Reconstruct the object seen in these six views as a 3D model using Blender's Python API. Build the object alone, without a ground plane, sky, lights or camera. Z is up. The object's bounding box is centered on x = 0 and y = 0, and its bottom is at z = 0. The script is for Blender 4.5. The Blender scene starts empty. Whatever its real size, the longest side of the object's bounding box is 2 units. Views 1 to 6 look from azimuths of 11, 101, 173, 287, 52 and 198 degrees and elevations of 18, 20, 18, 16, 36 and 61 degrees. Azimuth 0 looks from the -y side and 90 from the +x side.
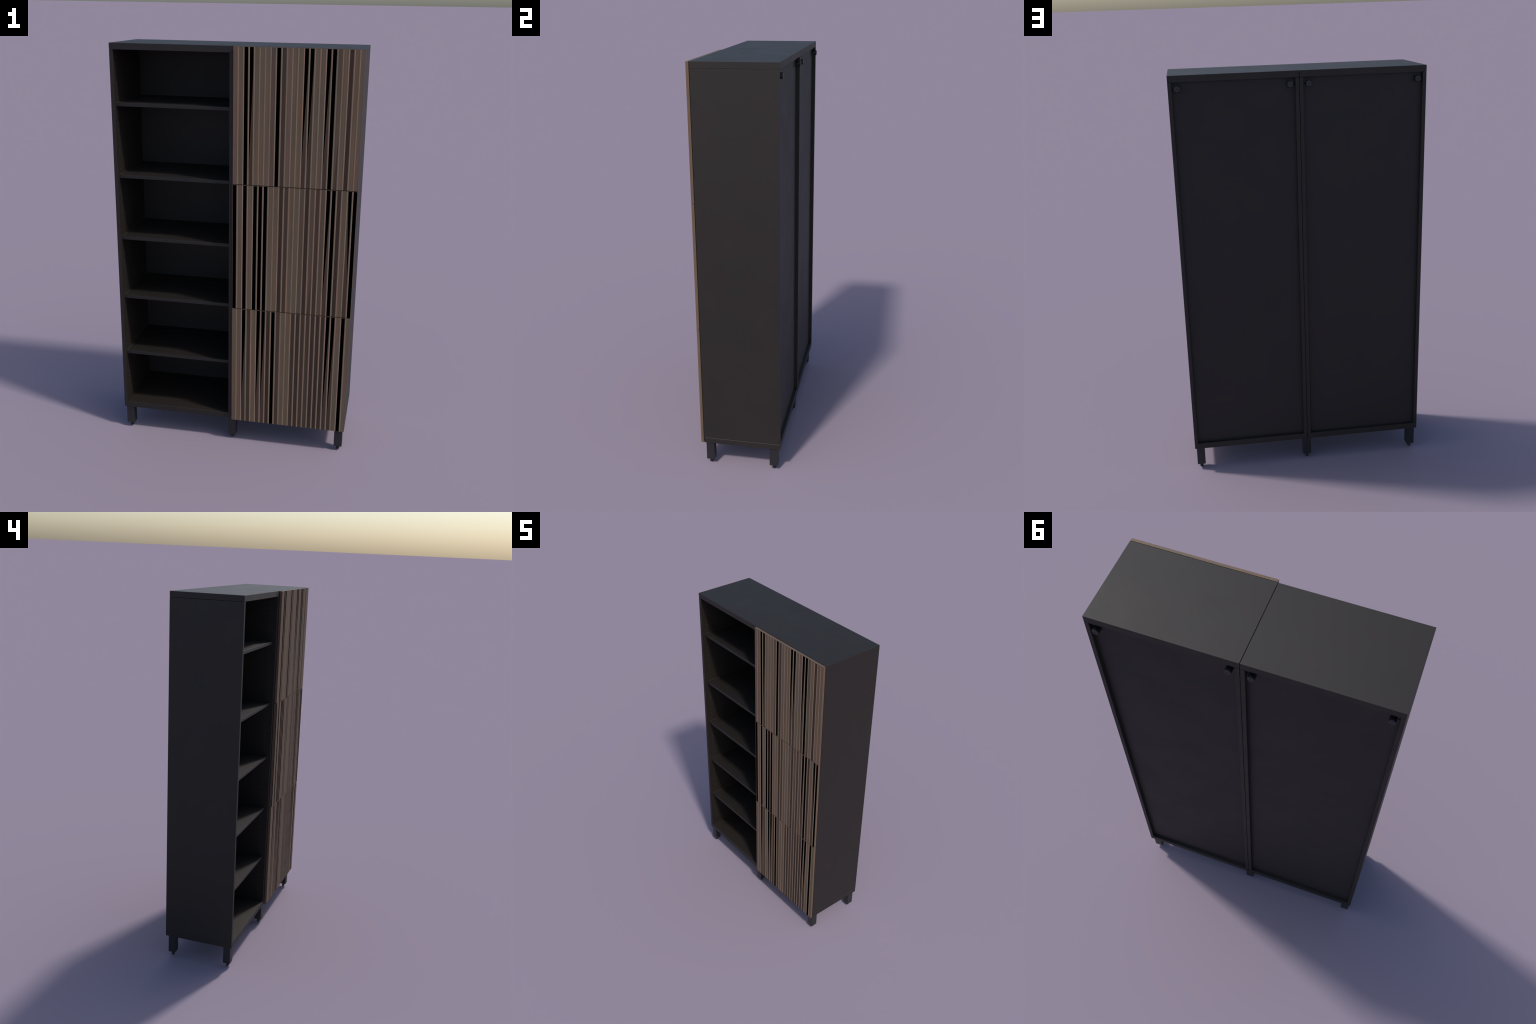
import bpy, bmesh, math, random

# ------------------------------------------------------------------ sizes (m)
HALF_W = 0.5852            # half of the overall width
Y_FRONT, Y_BACK = -0.1908, 0.1972      # carcass front and rear edges
Z_BOTTOM, Z_TOP = 0.1245, 2.0          # carcass underside and top
SLAB = 0.0295              # thickness of top and bottom boards
SIDE = 0.0173              # thickness of side boards
Y_DOOR_FRONT, Y_DOOR_BACK = -0.2066, -0.1932
RIB = 0.0074               # width of the raised ribs on the doors
BLACK_DEPTH = 0.0011       # depth of the black sheet behind the slats
SHELF_TOPS = (1.7272, 1.3828, 1.0705, 0.7580, 0.4460)
rng = random.Random(41)


# ------------------------------------------------------------------ materials
def principled(name):
    m = bpy.data.materials.new(name)
    m.use_nodes = True
    nt = m.node_tree
    return m, nt, nt.nodes["Principled BSDF"]


def node(nt, kind, **kw):
    n = nt.nodes.new(kind)
    for k, v in kw.items():
        setattr(n, k, v)
    return n


def ramp(nt, fac, stops):
    r = node(nt, "ShaderNodeValToRGB")
    el = r.color_ramp.elements
    while len(el) < len(stops):
        el.new(0.5)
    for e, (p, c) in zip(el, stops):
        e.position, e.color = p, (*c, 1)
    nt.links.new(fac, r.inputs[0])
    return r.outputs[0]


def noise(nt, vec, scale, detail=3.0, rough=0.5):
    n = node(nt, "ShaderNodeTexNoise")
    n.inputs["Scale"].default_value = scale
    n.inputs["Detail"].default_value = detail
    n.inputs["Roughness"].default_value = rough
    if vec is not None:
        nt.links.new(vec, n.inputs["Vector"])
    return n.outputs["Fac"]


def mapped(nt, scale=(1, 1, 1), loc=None):
    tc = node(nt, "ShaderNodeTexCoord")
    mp = node(nt, "ShaderNodeMapping")
    mp.inputs["Scale"].default_value = scale
    nt.links.new(tc.outputs["Object"], mp.inputs["Vector"])
    if loc is not None:
        nt.links.new(loc, mp.inputs["Location"])
    return mp.outputs[0]


def mix_rgb(nt, fac, a, b, blend="MIX"):
    n = node(nt, "ShaderNodeMix", data_type="RGBA", blend_type=blend)
    for sock, v in ((n.inputs[0], fac), (n.inputs[6], a), (n.inputs[7], b)):
        if hasattr(v, "is_linked"):
            nt.links.new(v, sock)
        elif isinstance(v, tuple):
            sock.default_value = (*v, 1)
        else:
            sock.default_value = v
    return n.outputs[2]


def laminate_material(name, base, rough):
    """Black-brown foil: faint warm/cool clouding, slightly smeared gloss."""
    m, nt, b = principled(name)
    v = mapped(nt)
    cloud = noise(nt, v, 6.0, 4.0, 0.55)
    lo = tuple(c * k for c, k in zip(base, (0.93, 0.99, 1.0)))
    hi = tuple(c * k for c, k in zip(base, (1.09, 1.0, 0.97)))
    nt.links.new(ramp(nt, cloud, [(0.35, lo), (0.65, hi)]), b.inputs["Base Color"])
    smear = noise(nt, mapped(nt), 8.0, 4.0, 0.6)
    rr = node(nt, "ShaderNodeMapRange")
    rr.inputs["To Min"].default_value = rough - 0.08
    rr.inputs["To Max"].default_value = rough + 0.08
    nt.links.new(smear, rr.inputs["Value"])
    nt.links.new(rr.outputs[0], b.inputs["Roughness"])
    b.inputs["Specular IOR Level"].default_value = 0.46
    return m


def wood_material(name, dark, mid, light, per_piece=True):
    """Stained poplar strip: long vertical grain and a tint per strip."""
    m, nt, b = principled(name)
    oi = node(nt, "ShaderNodeObjectInfo")
    shift = node(nt, "ShaderNodeCombineXYZ")
    if per_piece:
        mul = node(nt, "ShaderNodeMath", operation="MULTIPLY")
        nt.links.new(oi.outputs["Random"], mul.inputs[0])
        mul.inputs[1].default_value = 37.0
        for s in shift.inputs:
            nt.links.new(mul.outputs[0], s)
    grain = noise(nt, mapped(nt, (120, 40, 1.6), shift.outputs[0]), 1.0, 4.0, 0.6)
    fibre = noise(nt, mapped(nt, (900, 300, 9), shift.outputs[0]), 1.0, 2.0, 0.5)
    blotch = noise(nt, mapped(nt, (9, 9, 3.2), shift.outputs[0]), 1.0, 3.0, 0.55)
    col = ramp(nt, grain, [(0.30, dark), (0.52, mid), (0.75, light)])
    fib = ramp(nt, fibre, [(0.3, (0.94, 0.94, 0.94)), (0.7, (1.05, 1.05, 1.05))])
    col = mix_rgb(nt, 1.0, col, fib, "MULTIPLY")
    tint = ramp(nt, blotch, [(0.34, (0.93, 1.0, 1.0)), (0.5, (1, 1, 1)), (0.66, (1.08, 0.97, 0.94))])
    col = mix_rgb(nt, 1.0, col, tint, "MULTIPLY")
    if per_piece:
        strip = ramp(nt, oi.outputs["Random"], [
            (0.0, (0.90, 0.93, 0.90)), (0.33, (1.08, 1.0, 0.95)),
            (0.66, (0.97, 1.0, 0.93)), (1.0, (1.06, 1.0, 1.05))])
        col = mix_rgb(nt, 1.0, col, strip, "MULTIPLY")
    nt.links.new(col, b.inputs["Base Color"])
    b.inputs["Roughness"].default_value = 0.7
    b.inputs["Specular IOR Level"].default_value = 0.12
    bump = node(nt, "ShaderNodeBump")
    bump.inputs["Strength"].default_value = 0.15
    bump.inputs["Distance"].default_value = 0.0004
    nt.links.new(fibre, bump.inputs["Height"])
    nt.links.new(bump.outputs[0], b.inputs["Normal"])
    return m


def plain_material(name, col, rough, spec=0.5, metal=0.0):
    m, nt, b = principled(name)
    n = noise(nt, mapped(nt), 60.0, 2.0)
    nt.links.new(ramp(nt, n, [(0.3, tuple(c * 0.92 for c in col)),
                              (0.7, tuple(c * 1.08 for c in col))]), b.inputs["Base Color"])
    b.inputs["Roughness"].default_value = rough
    b.inputs["Specular IOR Level"].default_value = spec
    b.inputs["Metallic"].default_value = metal
    return m


LAMINATE = laminate_material("black_brown_laminate", (0.0158, 0.0120, 0.0098), 0.57)
BACKING = laminate_material("back_board_foil", (0.0155, 0.0122, 0.0118), 0.62)
SHELF_FOIL = laminate_material("shelf_foil", (0.0128, 0.0106, 0.0092), 0.56)  # carcass foil darkened on every face to carry the bay's interior shade
def tones(mid, spread=0.2):
    return tuple(c * (1 - spread) for c in mid), mid, tuple(c * (1 + spread) for c in mid)


SLAT_WOOD = wood_material("stained_poplar_slat", *tones((0.150, 0.106, 0.074), 0.16))
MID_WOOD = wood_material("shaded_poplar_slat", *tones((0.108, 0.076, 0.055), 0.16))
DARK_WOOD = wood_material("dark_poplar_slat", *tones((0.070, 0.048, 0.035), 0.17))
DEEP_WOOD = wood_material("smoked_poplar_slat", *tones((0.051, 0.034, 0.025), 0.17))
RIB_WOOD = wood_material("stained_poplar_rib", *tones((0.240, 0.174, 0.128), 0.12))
EDGE_WOOD = wood_material("stained_poplar_edge", *tones((0.136, 0.088, 0.053), 0.15), False)
_edge = EDGE_WOOD.node_tree.nodes["Principled BSDF"]      # lacquered, glossier than the fronts
_edge.inputs["Roughness"].default_value = 0.5
_edge.inputs["Specular IOR Level"].default_value = 0.5
BLACK = plain_material("matte_black", (0.0006, 0.0006, 0.0006), 0.95, 0.0)
STEEL = plain_material("black_lacquered_leg", (0.0165, 0.0165, 0.0175), 0.45)
FOOT_PLASTIC = plain_material("black_foot_plastic", (0.006, 0.006, 0.006), 0.32)
BRACKET_PLASTIC = plain_material("black_bracket_plastic", (0.004, 0.0042, 0.0046), 0.5)
CAP_PLASTIC = plain_material("dark_grey_cap_plastic", (0.024, 0.024, 0.026), 0.5)
PALE_LINE = plain_material("pale_shelf_line", (0.062, 0.047, 0.031), 0.7)
HOLE_METAL = plain_material("worn_hole_rim", (0.075, 0.068, 0.060), 0.5)


# ------------------------------------------------------------------ geometry
root = bpy.data.objects.new("storage_cabinet", None)
root["label"] = "tall black-brown bookcase with three slatted wooden doors"
root["category"] = "storage cabinet"
bpy.context.collection.objects.link(root)


def add(name, mesh, mat, parent=None):
    o = bpy.data.objects.new(name, mesh)
    if mat is not None and not mesh.materials:
        mesh.materials.append(mat)
    bpy.context.collection.objects.link(o)
    o.parent = parent or root
    return o


def bm_box(bm, lo, hi):
    x0, y0, z0 = lo
    x1, y1, z1 = hi
    v = [bm.verts.new((x, y, z)) for z in (z0, z1) for y in (y0, y1) for x in (x0, x1)]
    for f in ((0, 2, 3, 1), (4, 5, 7, 6), (0, 1, 5, 4), (2, 6, 7, 3), (0, 4, 6, 2), (1, 3, 7, 5)):
        bm.faces.new([v[i] for i in f])
    return v


def finish(bm, name, bevel=0.0, segs=1):
    if bevel:
        bmesh.ops.bevel(bm, geom=list(bm.edges), offset=bevel, segments=segs,
                        affect="EDGES", profile=0.5)
    bmesh.ops.recalc_face_normals(bm, faces=bm.faces)
    me = bpy.data.meshes.new(name)
    bm.to_mesh(me)
    bm.free()
    return me


def board(name, lo, hi, mat, bevel=0.0006, parent=None):
    bm = bmesh.new()
    bm_box(bm, lo, hi)
    return add(name, finish(bm, name, bevel), mat, parent)


def bm_cylinder(bm, centre, axis, radius, length, seg=24, radius2=None):
    from mathutils import Matrix, Vector
    rot = Vector((0, 0, 1)).rotation_difference(Vector(axis)).to_matrix().to_4x4()
    bmesh.ops.create_cone(bm, cap_ends=True, segments=seg, radius1=radius,
                          radius2=radius if radius2 is None else radius2, depth=length,
                          matrix=Matrix.Translation(centre) @ rot)


def revolve(bm, profile, centre, seg=24):
    """Turn a list of (radius, z) into a solid of revolution about z."""
    rings = []
    for r, z in profile:
        if r < 1e-6:
            rings.append([bm.verts.new((centre[0], centre[1], z))])
        else:
            rings.append([bm.verts.new((centre[0] + r * math.cos(2 * math.pi * i / seg),
                                        centre[1] + r * math.sin(2 * math.pi * i / seg), z))
                          for i in range(seg)])
    for a, b in zip(rings, rings[1:]):
        for i in range(seg):
            j = (i + 1) % seg
            if len(a) == 1:
                bm.faces.new((a[0], b[i], b[j]))
            elif len(b) == 1:
                bm.faces.new((a[i], b[0], a[j]))
            else:
                bm.faces.new((a[i], b[i], b[j], a[j]))


# ------------------------------------------------------------------ two carcasses
SEAM = 0.0009
for sgn in (-1, 1):
    xa, xb = sorted((sgn * SEAM, sgn * HALF_W))
    board("top_panel", (xa, Y_FRONT, Z_TOP - SLAB), (xb, Y_BACK, Z_TOP), LAMINATE, 0.0008)
    board("bottom_panel", (xa, Y_FRONT, Z_BOTTOM), (xb, Y_BACK, Z_BOTTOM + SLAB), LAMINATE, 0.0012)
    z0, z1 = Z_BOTTOM + SLAB + 0.0003, Z_TOP - SLAB - 0.0008
    board("side_panel", (xa, Y_FRONT, z0), (xa + SIDE, Y_BACK, z1), LAMINATE, 0.0007)
    board("side_panel", (xb - SIDE, Y_FRONT, z0), (xb, Y_BACK, z1), LAMINATE, 0.0007)
    board("back_panel", (xa + SIDE - 0.003, 0.1762, z0 - 0.003), (xb - SIDE + 0.003, 0.1797, z1 + 0.003), BACKING, 0.0)
    for zt in SHELF_TOPS:
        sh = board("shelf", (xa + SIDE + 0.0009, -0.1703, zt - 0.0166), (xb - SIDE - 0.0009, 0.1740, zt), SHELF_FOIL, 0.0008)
        if sgn < 0:          # thin pale line along the left end of the shelf
            xs = xa + SIDE + 0.0009
            board("shelf_pale_strip", (xs - 0.0006, -0.1699, zt - 0.0165), (xs + 0.0012, 0.1600, zt + 0.0004),
                  PALE_LINE, 0.0, sh)

# rows of shelf-pin holes and the larger fastener holes in the side boards
def pin_holes(x_face, sgn):
    bm = bmesh.new()
    z = 1.9379
    while z > 0.20:
        if not any(-0.0215 < z - zt < 0.005 for zt in SHELF_TOPS):
            for y in (-0.1525, 0.118):
                bm_cylinder(bm, (x_face + sgn * 0.0003, y, z), (1, 0, 0), 0.0023, 0.0010, 10)
        z -= 0.03113
    o = add("shelf_pin_holes", finish(bm, "shelf_pin_holes"), HOLE_METAL)
    o["kind"] = "stuff"


pin_holes(-HALF_W + SIDE, 1)
pin_holes(-SEAM - SIDE, -1)
for x_face, sgn in ((-HALF_W + SIDE, 1), (-SEAM - SIDE, -1)):
    for z in (1.9542, 0.1742):
        for y in (-0.1528, 0.118):
            bm = bmesh.new()
            bm_cylinder(bm, (x_face + sgn * 0.0003, y, z), (1, 0, 0), 0.0062, 0.0012, 20)
            add("fastener_hole", finish(bm, "fastener_hole"), BRACKET_PLASTIC)
            bm = bmesh.new()
            bm_cylinder(bm, (x_face + sgn * 0.0001, y, z), (1, 0, 0), 0.0075, 0.0010, 20)
            add("fastener_rim", finish(bm, "fastener_rim"), CAP_PLASTIC)

# ------------------------------------------------------------------ legs
for x in (-0.5568, 0.0003, 0.5568):
    for y in (-0.1625, 0.1628):
        bm = bmesh.new()
        h = 0.0206
        bm_box(bm, (x - h, y - h, 0.0235), (x + h, y + h, 0.1210))
        leg = add("leg", finish(bm, "leg", 0.0022, 2), STEEL)
        bm = bmesh.new()
        bm_box(bm, (x - h + 0.004, y - h + 0.004, 0.1205), (x + h - 0.004, y + h - 0.004, Z_BOTTOM + 0.001))
        add("mounting_plate", finish(bm, "mounting_plate"), BRACKET_PLASTIC, leg)
        bm = bmesh.new()
        revolve(bm, [(0, 0.0), (0.0055, 0.0), (0.0085, 0.0025), (0.0095, 0.0065), (0.0088, 0.0105),
                     (0.0062, 0.0135), (0.0045, 0.0150), (0.0045, 0.0245), (0, 0.0245)], (x, y))
        me = finish(bm, "foot")
        for p in me.polygons:
            p.use_smooth = True
        add("foot", me, FOOT_PLASTIC, leg)

# ------------------------------------------------------------------ wall brackets at the rear
for x, inner in ((0.5435, 1), (0.0423, -1), (-0.0423, 1), (-0.5435, -1)):
    # plate clipped to the corner between side board and back board
    xw = x + inner * 0.0222
    bm = bmesh.new()
    bm_box(bm, (min(xw, x - inner * 0.012), 0.1785, 1.9270), (max(xw, x - inner * 0.012), 0.1815, 1.9620))
    br = add("wall_bracket", finish(bm, "wall_bracket", 0.0006), BRACKET_PLASTIC)
    bm = bmesh.new()
    bm_cylinder(bm, (x, 0.1915, 1.9413), (0, 1, 0), 0.0138, 0.0255, 28)
    add("bracket_spacer", finish(bm, "bracket_spacer", 0.0010), BRACKET_PLASTIC, br)
    bm = bmesh.new()
    bm_cylinder(bm, (x, 0.2053, 1.9413), (0, 1, 0), 0.0124, 0.0026, 28)
    add("spacer_cap", finish(bm, "spacer_cap", 0.0006), CAP_PLASTIC, br)
    bm = bmesh.new()
    bm_cylinder(bm, (x, 0.2056, 1.9413), (0, 1, 0), 0.0022, 0.0022, 12)
    add("screw_hole", finish(bm, "screw_hole"), BLACK, br)
    bm = bmesh.new()
    bm_cylinder(bm, (x + inner * 0.0185, 0.1822, 1.9400), (0, 1, 0), 0.0020, 0.0016, 12)
    add("screw_hole", finish(bm, "screw_hole"), BLACK, br)
    # the block of the same bracket inside the cabinet
    bm = bmesh.new()
    bm_box(bm, (min(xw, x - inner * 0.008), 0.1500, 1.9480), (max(xw, x - inner * 0.008), 0.1756, 1.9690))
    add("bracket_block", finish(bm, "bracket_block", 0.0006), BRACKET_PLASTIC, br)

# ------------------------------------------------------------------ doors
# One letter per groove, left to right: L light strip, M middling, D dark,
# X deepest tone, K empty (black sheet shows), R / V a strip that dives under the black sheet,
# rising towards the right / left as it goes down, S a strip that sinks downwards.
DOORS = (
    (1.3771, 1.9988, "LLKRLLLMKDLLLRRLLRKSLXLL"),
    (0.7519, 1.3741, "KLKLKKKLLXDLLMXSDMRKXLVK"),
    (0.1258, 0.7490, "LLRDLRRXKDLLDXDDXXXRRLKL"),
)
X0, X1 = 0.0027, 0.5850
LIP = 0.0011                                   # thin wall round the edge
GROOVE0 = X0 + LIP
groove_w = (X1 - X0 - 2 * LIP - 23 * RIB) / 24
pitch = groove_w + RIB


def depth_fn(kind):
    """Depth behind the rib fronts as a function of (s right, t down)."""
    if kind in "LMDX":
        a = {"L": 0.00045, "M": 0.0006, "D": 0.0008, "X": 0.0009}[kind] + rng.uniform(-1, 1) * 5e-5
        b, c = rng.uniform(-1, 1) * 3e-5, rng.uniform(-1, 1) * 3e-5
        return lambda s, t: a + b * t + c * s
    e = rng.uniform(0.08, 0.15)
    w = rng.uniform(0.72, 0.84)
    if kind == "R":        # black at the top, strip surfaces from the right
        return lambda s, t: BLACK_DEPTH - 0.0005 * (t - e - w * (1 - s))
    if kind == "V":        # the same from the left
        return lambda s, t: BLACK_DEPTH - 0.0005 * (t + 0.05 - w * s)
    # S: a light strip that dives under a darker one, starting at the right edge
    return lambda s, t: UNDER_DEPTH - 0.0004 * (0.62 - t + 0.45 * (1 - s))


UNDER_DEPTH = 0.0008


def ridge(x, zb, zt, y_back, parent):
    """A thin strip with sloping flanks, a little wavy along its length."""
    bm = bmesh.new()
    flank = 0.0019
    rows = []
    n = 10
    ph = rng.uniform(0, 6.28)
    for i in range(n + 1):
        z = zb + (zt - zb) * i / n
        w = 0.00018 * math.sin(ph + i * 1.3)
        y = Y_DOOR_FRONT + 0.00005 + 0.00005 * math.sin(2.1 * ph + i)
        prof = ((x, y_back), (x, Y_DOOR_FRONT + BLACK_DEPTH - 0.00005), (x + flank + w, y),
                (x + RIB - flank + w, y), (x + RIB, Y_DOOR_FRONT + BLACK_DEPTH - 0.00005), (x + RIB, y_back))
        rows.append([bm.verts.new((px, py, z)) for px, py in prof])
    for a, b in zip(rows, rows[1:]):
        for k in range(6):
            bm.faces.new((a[k], a[(k + 1) % 6], b[(k + 1) % 6], b[k]))
    bm.faces.new(rows[0][::-1])
    bm.faces.new(rows[-1])
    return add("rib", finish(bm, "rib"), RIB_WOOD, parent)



def slat(x0, x1, zb, zt, fn, y_back, mat, parent):
    bm = bmesh.new()
    v = []
    for t, z in ((0, zt), (1, zb)):
        for s, x in ((0, x0), (1, x1)):
            v.append((bm.verts.new((x, Y_DOOR_FRONT + max(fn(s, t), 0.0001), z)),
                      bm.verts.new((x, y_back, z))))
    (a, a2), (b, b2), (c, c2), (d, d2) = v
    for f in ((a, b, d, c), (a2, c2, d2, b2), (a, a2, b2, b), (c, d, d2, c2), (a, c, c2, a2), (b, b2, d2, d)):
        bm.faces.new(f)
    return add("slat", finish(bm, "slat"), mat, parent)


for z0, z1, pattern in DOORS:
    y_core = Y_DOOR_FRONT + BLACK_DEPTH + 0.0005
    bm = bmesh.new()
    bm_box(bm, (X0, y_core, z0), (X1, Y_DOOR_BACK, z1))
    bm_box(bm, (X0, Y_DOOR_FRONT, z0), (X0 + LIP, y_core, z1))
    bm_box(bm, (X1 - LIP, Y_DOOR_FRONT, z0), (X1, y_core, z1))
    bm_box(bm, (X0 + LIP, Y_DOOR_FRONT + 0.0002, z1 - LIP), (X1 - LIP, y_core, z1))
    door = add("door", finish(bm, "door"), EDGE_WOOD)
    bm = bmesh.new()
    bm_box(bm, (X0 + LIP, Y_DOOR_FRONT + BLACK_DEPTH, z0 + 0.0004), (X1 - LIP, y_core - 0.0001, z1 - LIP))
    add("black_sheet", finish(bm, "black_sheet"), BLACK, door)
    for k, kind in enumerate(pattern):
        g0 = GROOVE0 + k * pitch
        g1 = g0 + groove_w
        if k < 23:
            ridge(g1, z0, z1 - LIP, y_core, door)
        if kind == "K":
            continue
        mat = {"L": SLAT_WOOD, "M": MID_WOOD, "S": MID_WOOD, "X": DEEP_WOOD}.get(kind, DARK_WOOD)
        slat(g0, g1, z0, z1 - LIP, depth_fn(kind), y_core + 0.003, mat, door)
        if kind == "S":
            slat(g0, g1, z0 + 0.0002, z1 - LIP - 0.0002, lambda s, t: UNDER_DEPTH, y_core + 0.0028, DARK_WOOD, door)
